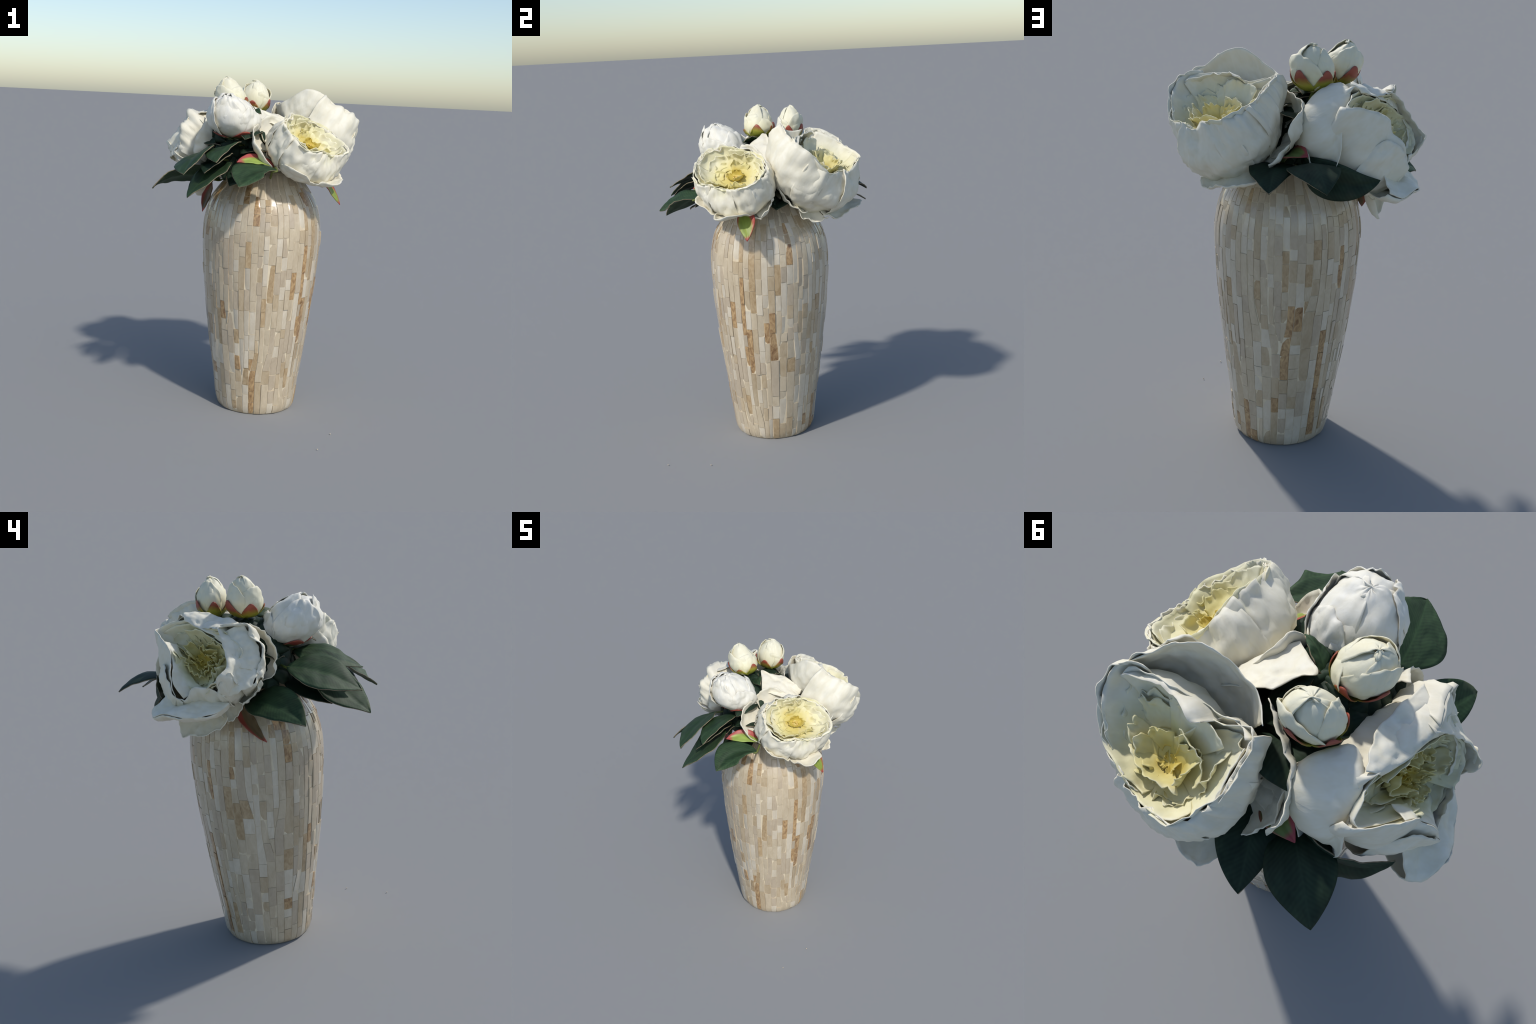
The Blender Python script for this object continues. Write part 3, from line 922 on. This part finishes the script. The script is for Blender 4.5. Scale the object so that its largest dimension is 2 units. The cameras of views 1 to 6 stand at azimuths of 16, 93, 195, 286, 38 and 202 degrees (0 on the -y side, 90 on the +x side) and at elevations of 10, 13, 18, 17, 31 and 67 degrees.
rnd = random.Random(3)
bud((-.088, -.238, 1.776), (-.10, -.28, .95), .134, .126, 3, 4, 0.90, M_SEPAL_D, rnd, spin=0.3, tip=0.5, outer=5)
bud((-.180, -.022, 1.894), (-.22, 0.0, .97), .083, .091, 3, 5, 1.40, M_SEPAL, rnd, spin=0.9, tip=0.3, open_=0.5, outer=3, pm=M_BUD_CREAM)
bud((-.093, .174, 1.890), (.05, .03, 1.0), .087, .095, 3, 5, 1.45, M_SEPAL, rnd, spin=2.0, tip=0.3, open_=0.4,
    flat=0.76, flat_at=1.57, outer=3, pm=M_BUD_CREAM)


# ------------------------------------------------------------------ stems
def stem(pts, r0=0.012):
    S = catmull(pts, 18)
    V = []
    n = 10
    for i, p in enumerate(S):
        d = (S[min(i + 1, 17)] - S[max(i - 1, 0)]).normalized()
        fr = frame_of(d)
        x, y = V3(fr.col[0][:3]), V3(fr.col[1][:3])
        for k in range(n):
            a = TAU * k / n
            V.append(p + (x * math.cos(a) + y * math.sin(a)) * r0 * (1 + 0.1 * noise.noise(p * 30)))
    F = grid_faces(18, n)
    F += [(i * n + n - 1, (i + 1) * n + n - 1, (i + 1) * n, i * n) for i in range(17)]
    F += [tuple(range(n)), tuple(17 * n + k for k in range(n))]
    new_obj("stem", V, F, root, [M_STEM])


o = V3((0.045, 0.02, 1.40))
for tgt, mid in (((.235, -.105, 1.47), (.13, -.04, 1.43)), ((.17, .22, 1.44), (.10, .12, 1.43)),
                 ((-.19, .10, 1.48), (-.07, .06, 1.45)), ((-.05, -.20, 1.65), (.0, -.12, 1.53)),
                 ((-.165, -.02, 1.80), (-.07, .0, 1.62)), ((-.10, .17, 1.79), (-.03, .10, 1.60))):
    m = V3(mid)
    stem([o + V3(((tgt[0] - .045) * .2, (tgt[1] - .02) * .2, 0)), m, lerp(m, V3(tgt), .55), tgt], 0.011)
for k in range(7):      # leaf stalks
    B0 = V3(LEAVES[k][0])
    stem([o + V3(((B0.x - .045) * .45, (B0.y - .02) * .45, 0.02)), lerp(o, B0, .75) + V3((0, 0, .03)), B0 + V3((0, 0, -.002)),
          V3(LEAVES[k][0]) * .85 + V3(LEAVES[k][1]) * .15], 0.006)


# ------------------------------------------------------------------ foliage packed between the blooms
def foliage():
    rnd = random.Random(44)
    V, F = [], []
    c = V3((-.095, .0, 1.42))
    R = V3((.19, .22, .35))
    for k in range(95):
        a = TAU * k * 0.618
        h = 0.12 + 0.88 * ((k + 0.5) / 95)
        th = math.acos(min(1, h))
        d = V3((math.cos(a) * math.sin(th), math.sin(a) * math.sin(th), math.cos(th)))
        p = abs(d.x) ** 3 + abs(d.y) ** 3 + abs(d.z) ** 3
        d = d / p ** (1 / 3)
        P = c + V3((d.x * R.x, d.y * R.y, d.z * R.z))
        n = V3((d.x / R.x, d.y / R.y, d.z / R.z)).normalized()
        t = n.cross(V3((rnd.gauss(0, 1), rnd.gauss(0, 1), rnd.gauss(0, 1)))).normalized()
        s = n.cross(t)
        L, W = rnd.uniform(.12, .17), rnd.uniform(.035, .055)
        tilt = rnd.uniform(.1, .4)
        o = len(V)
        for j in range(9):
            v = j / 8
            w = W * math.sin(math.pi * (0.04 + 0.96 * v) ** 0.8) + .001
            for i in range(5):
                u = i / 2 - 1
                V.append(P + t * (L * (v - .5)) + s * (u * w) + n * (tilt * .06 * (v - .5) + .018 * (1 - u * u) - .03 * (v - .5) ** 2 * 4
                                                                    + rnd.uniform(-.001, .001)))
        F += [tuple(o + q for q in f) for f in grid_faces(9, 5)]
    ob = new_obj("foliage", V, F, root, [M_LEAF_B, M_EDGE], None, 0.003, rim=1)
    ob["kind"] = "stuff"


def collar():
    """Stubby leaves pressed round the mouth of the vase under the blooms."""
    rnd = random.Random(9)
    V, F = [], []
    for k in range(34):
        a = TAU * k / 34 + rnd.uniform(-.1, .1)
        e = V3((math.cos(a), math.sin(a), 0))
        B = V3((.035, .02, rnd.uniform(1.45, 1.50))) + e * .12
        far = .05 * max(0.0, math.cos(a - 0.5))
        T = V3((.035, .02, rnd.uniform(1.43, 1.52))) + e * (rnd.uniform(.24, .29) + far)
        s_ = e.cross(V3((0, 0, 1)))
        W, o = rnd.uniform(.04, .055), len(V)
        for j in range(9):
            v = j / 8
            w = W * math.sin(math.pi * (0.04 + 0.96 * v) ** 0.8) + .001
            for i in range(5):
                u = i / 2 - 1
                V.append(lerp(B, T, v) + s_ * (u * w) + V3((0, 0, .05 * math.sin(math.pi * v) + .015 * (1 - u * u))))
        F += [tuple(o + q for q in f) for f in grid_faces(9, 5)]
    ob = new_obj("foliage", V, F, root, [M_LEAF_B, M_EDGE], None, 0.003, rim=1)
    ob["kind"] = "stuff"


foliage()
collar()


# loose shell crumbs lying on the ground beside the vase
for p in ((.606, -.61), (.623, -.357)):
    bm = bmesh.new()
    bmesh.ops.create_icosphere(bm, subdivisions=2, radius=0.0035)
    V = [V3((v.co.x * 1.2 + p[0], v.co.y + p[1], max(0.0, v.co.z * 0.9 + 0.003))) for v in bm.verts]
    F = [[v.index for v in f.verts] for f in bm.faces]
    bm.free()
    new_obj("shell_crumb", V, F, root, [SHELLS[0][0]])
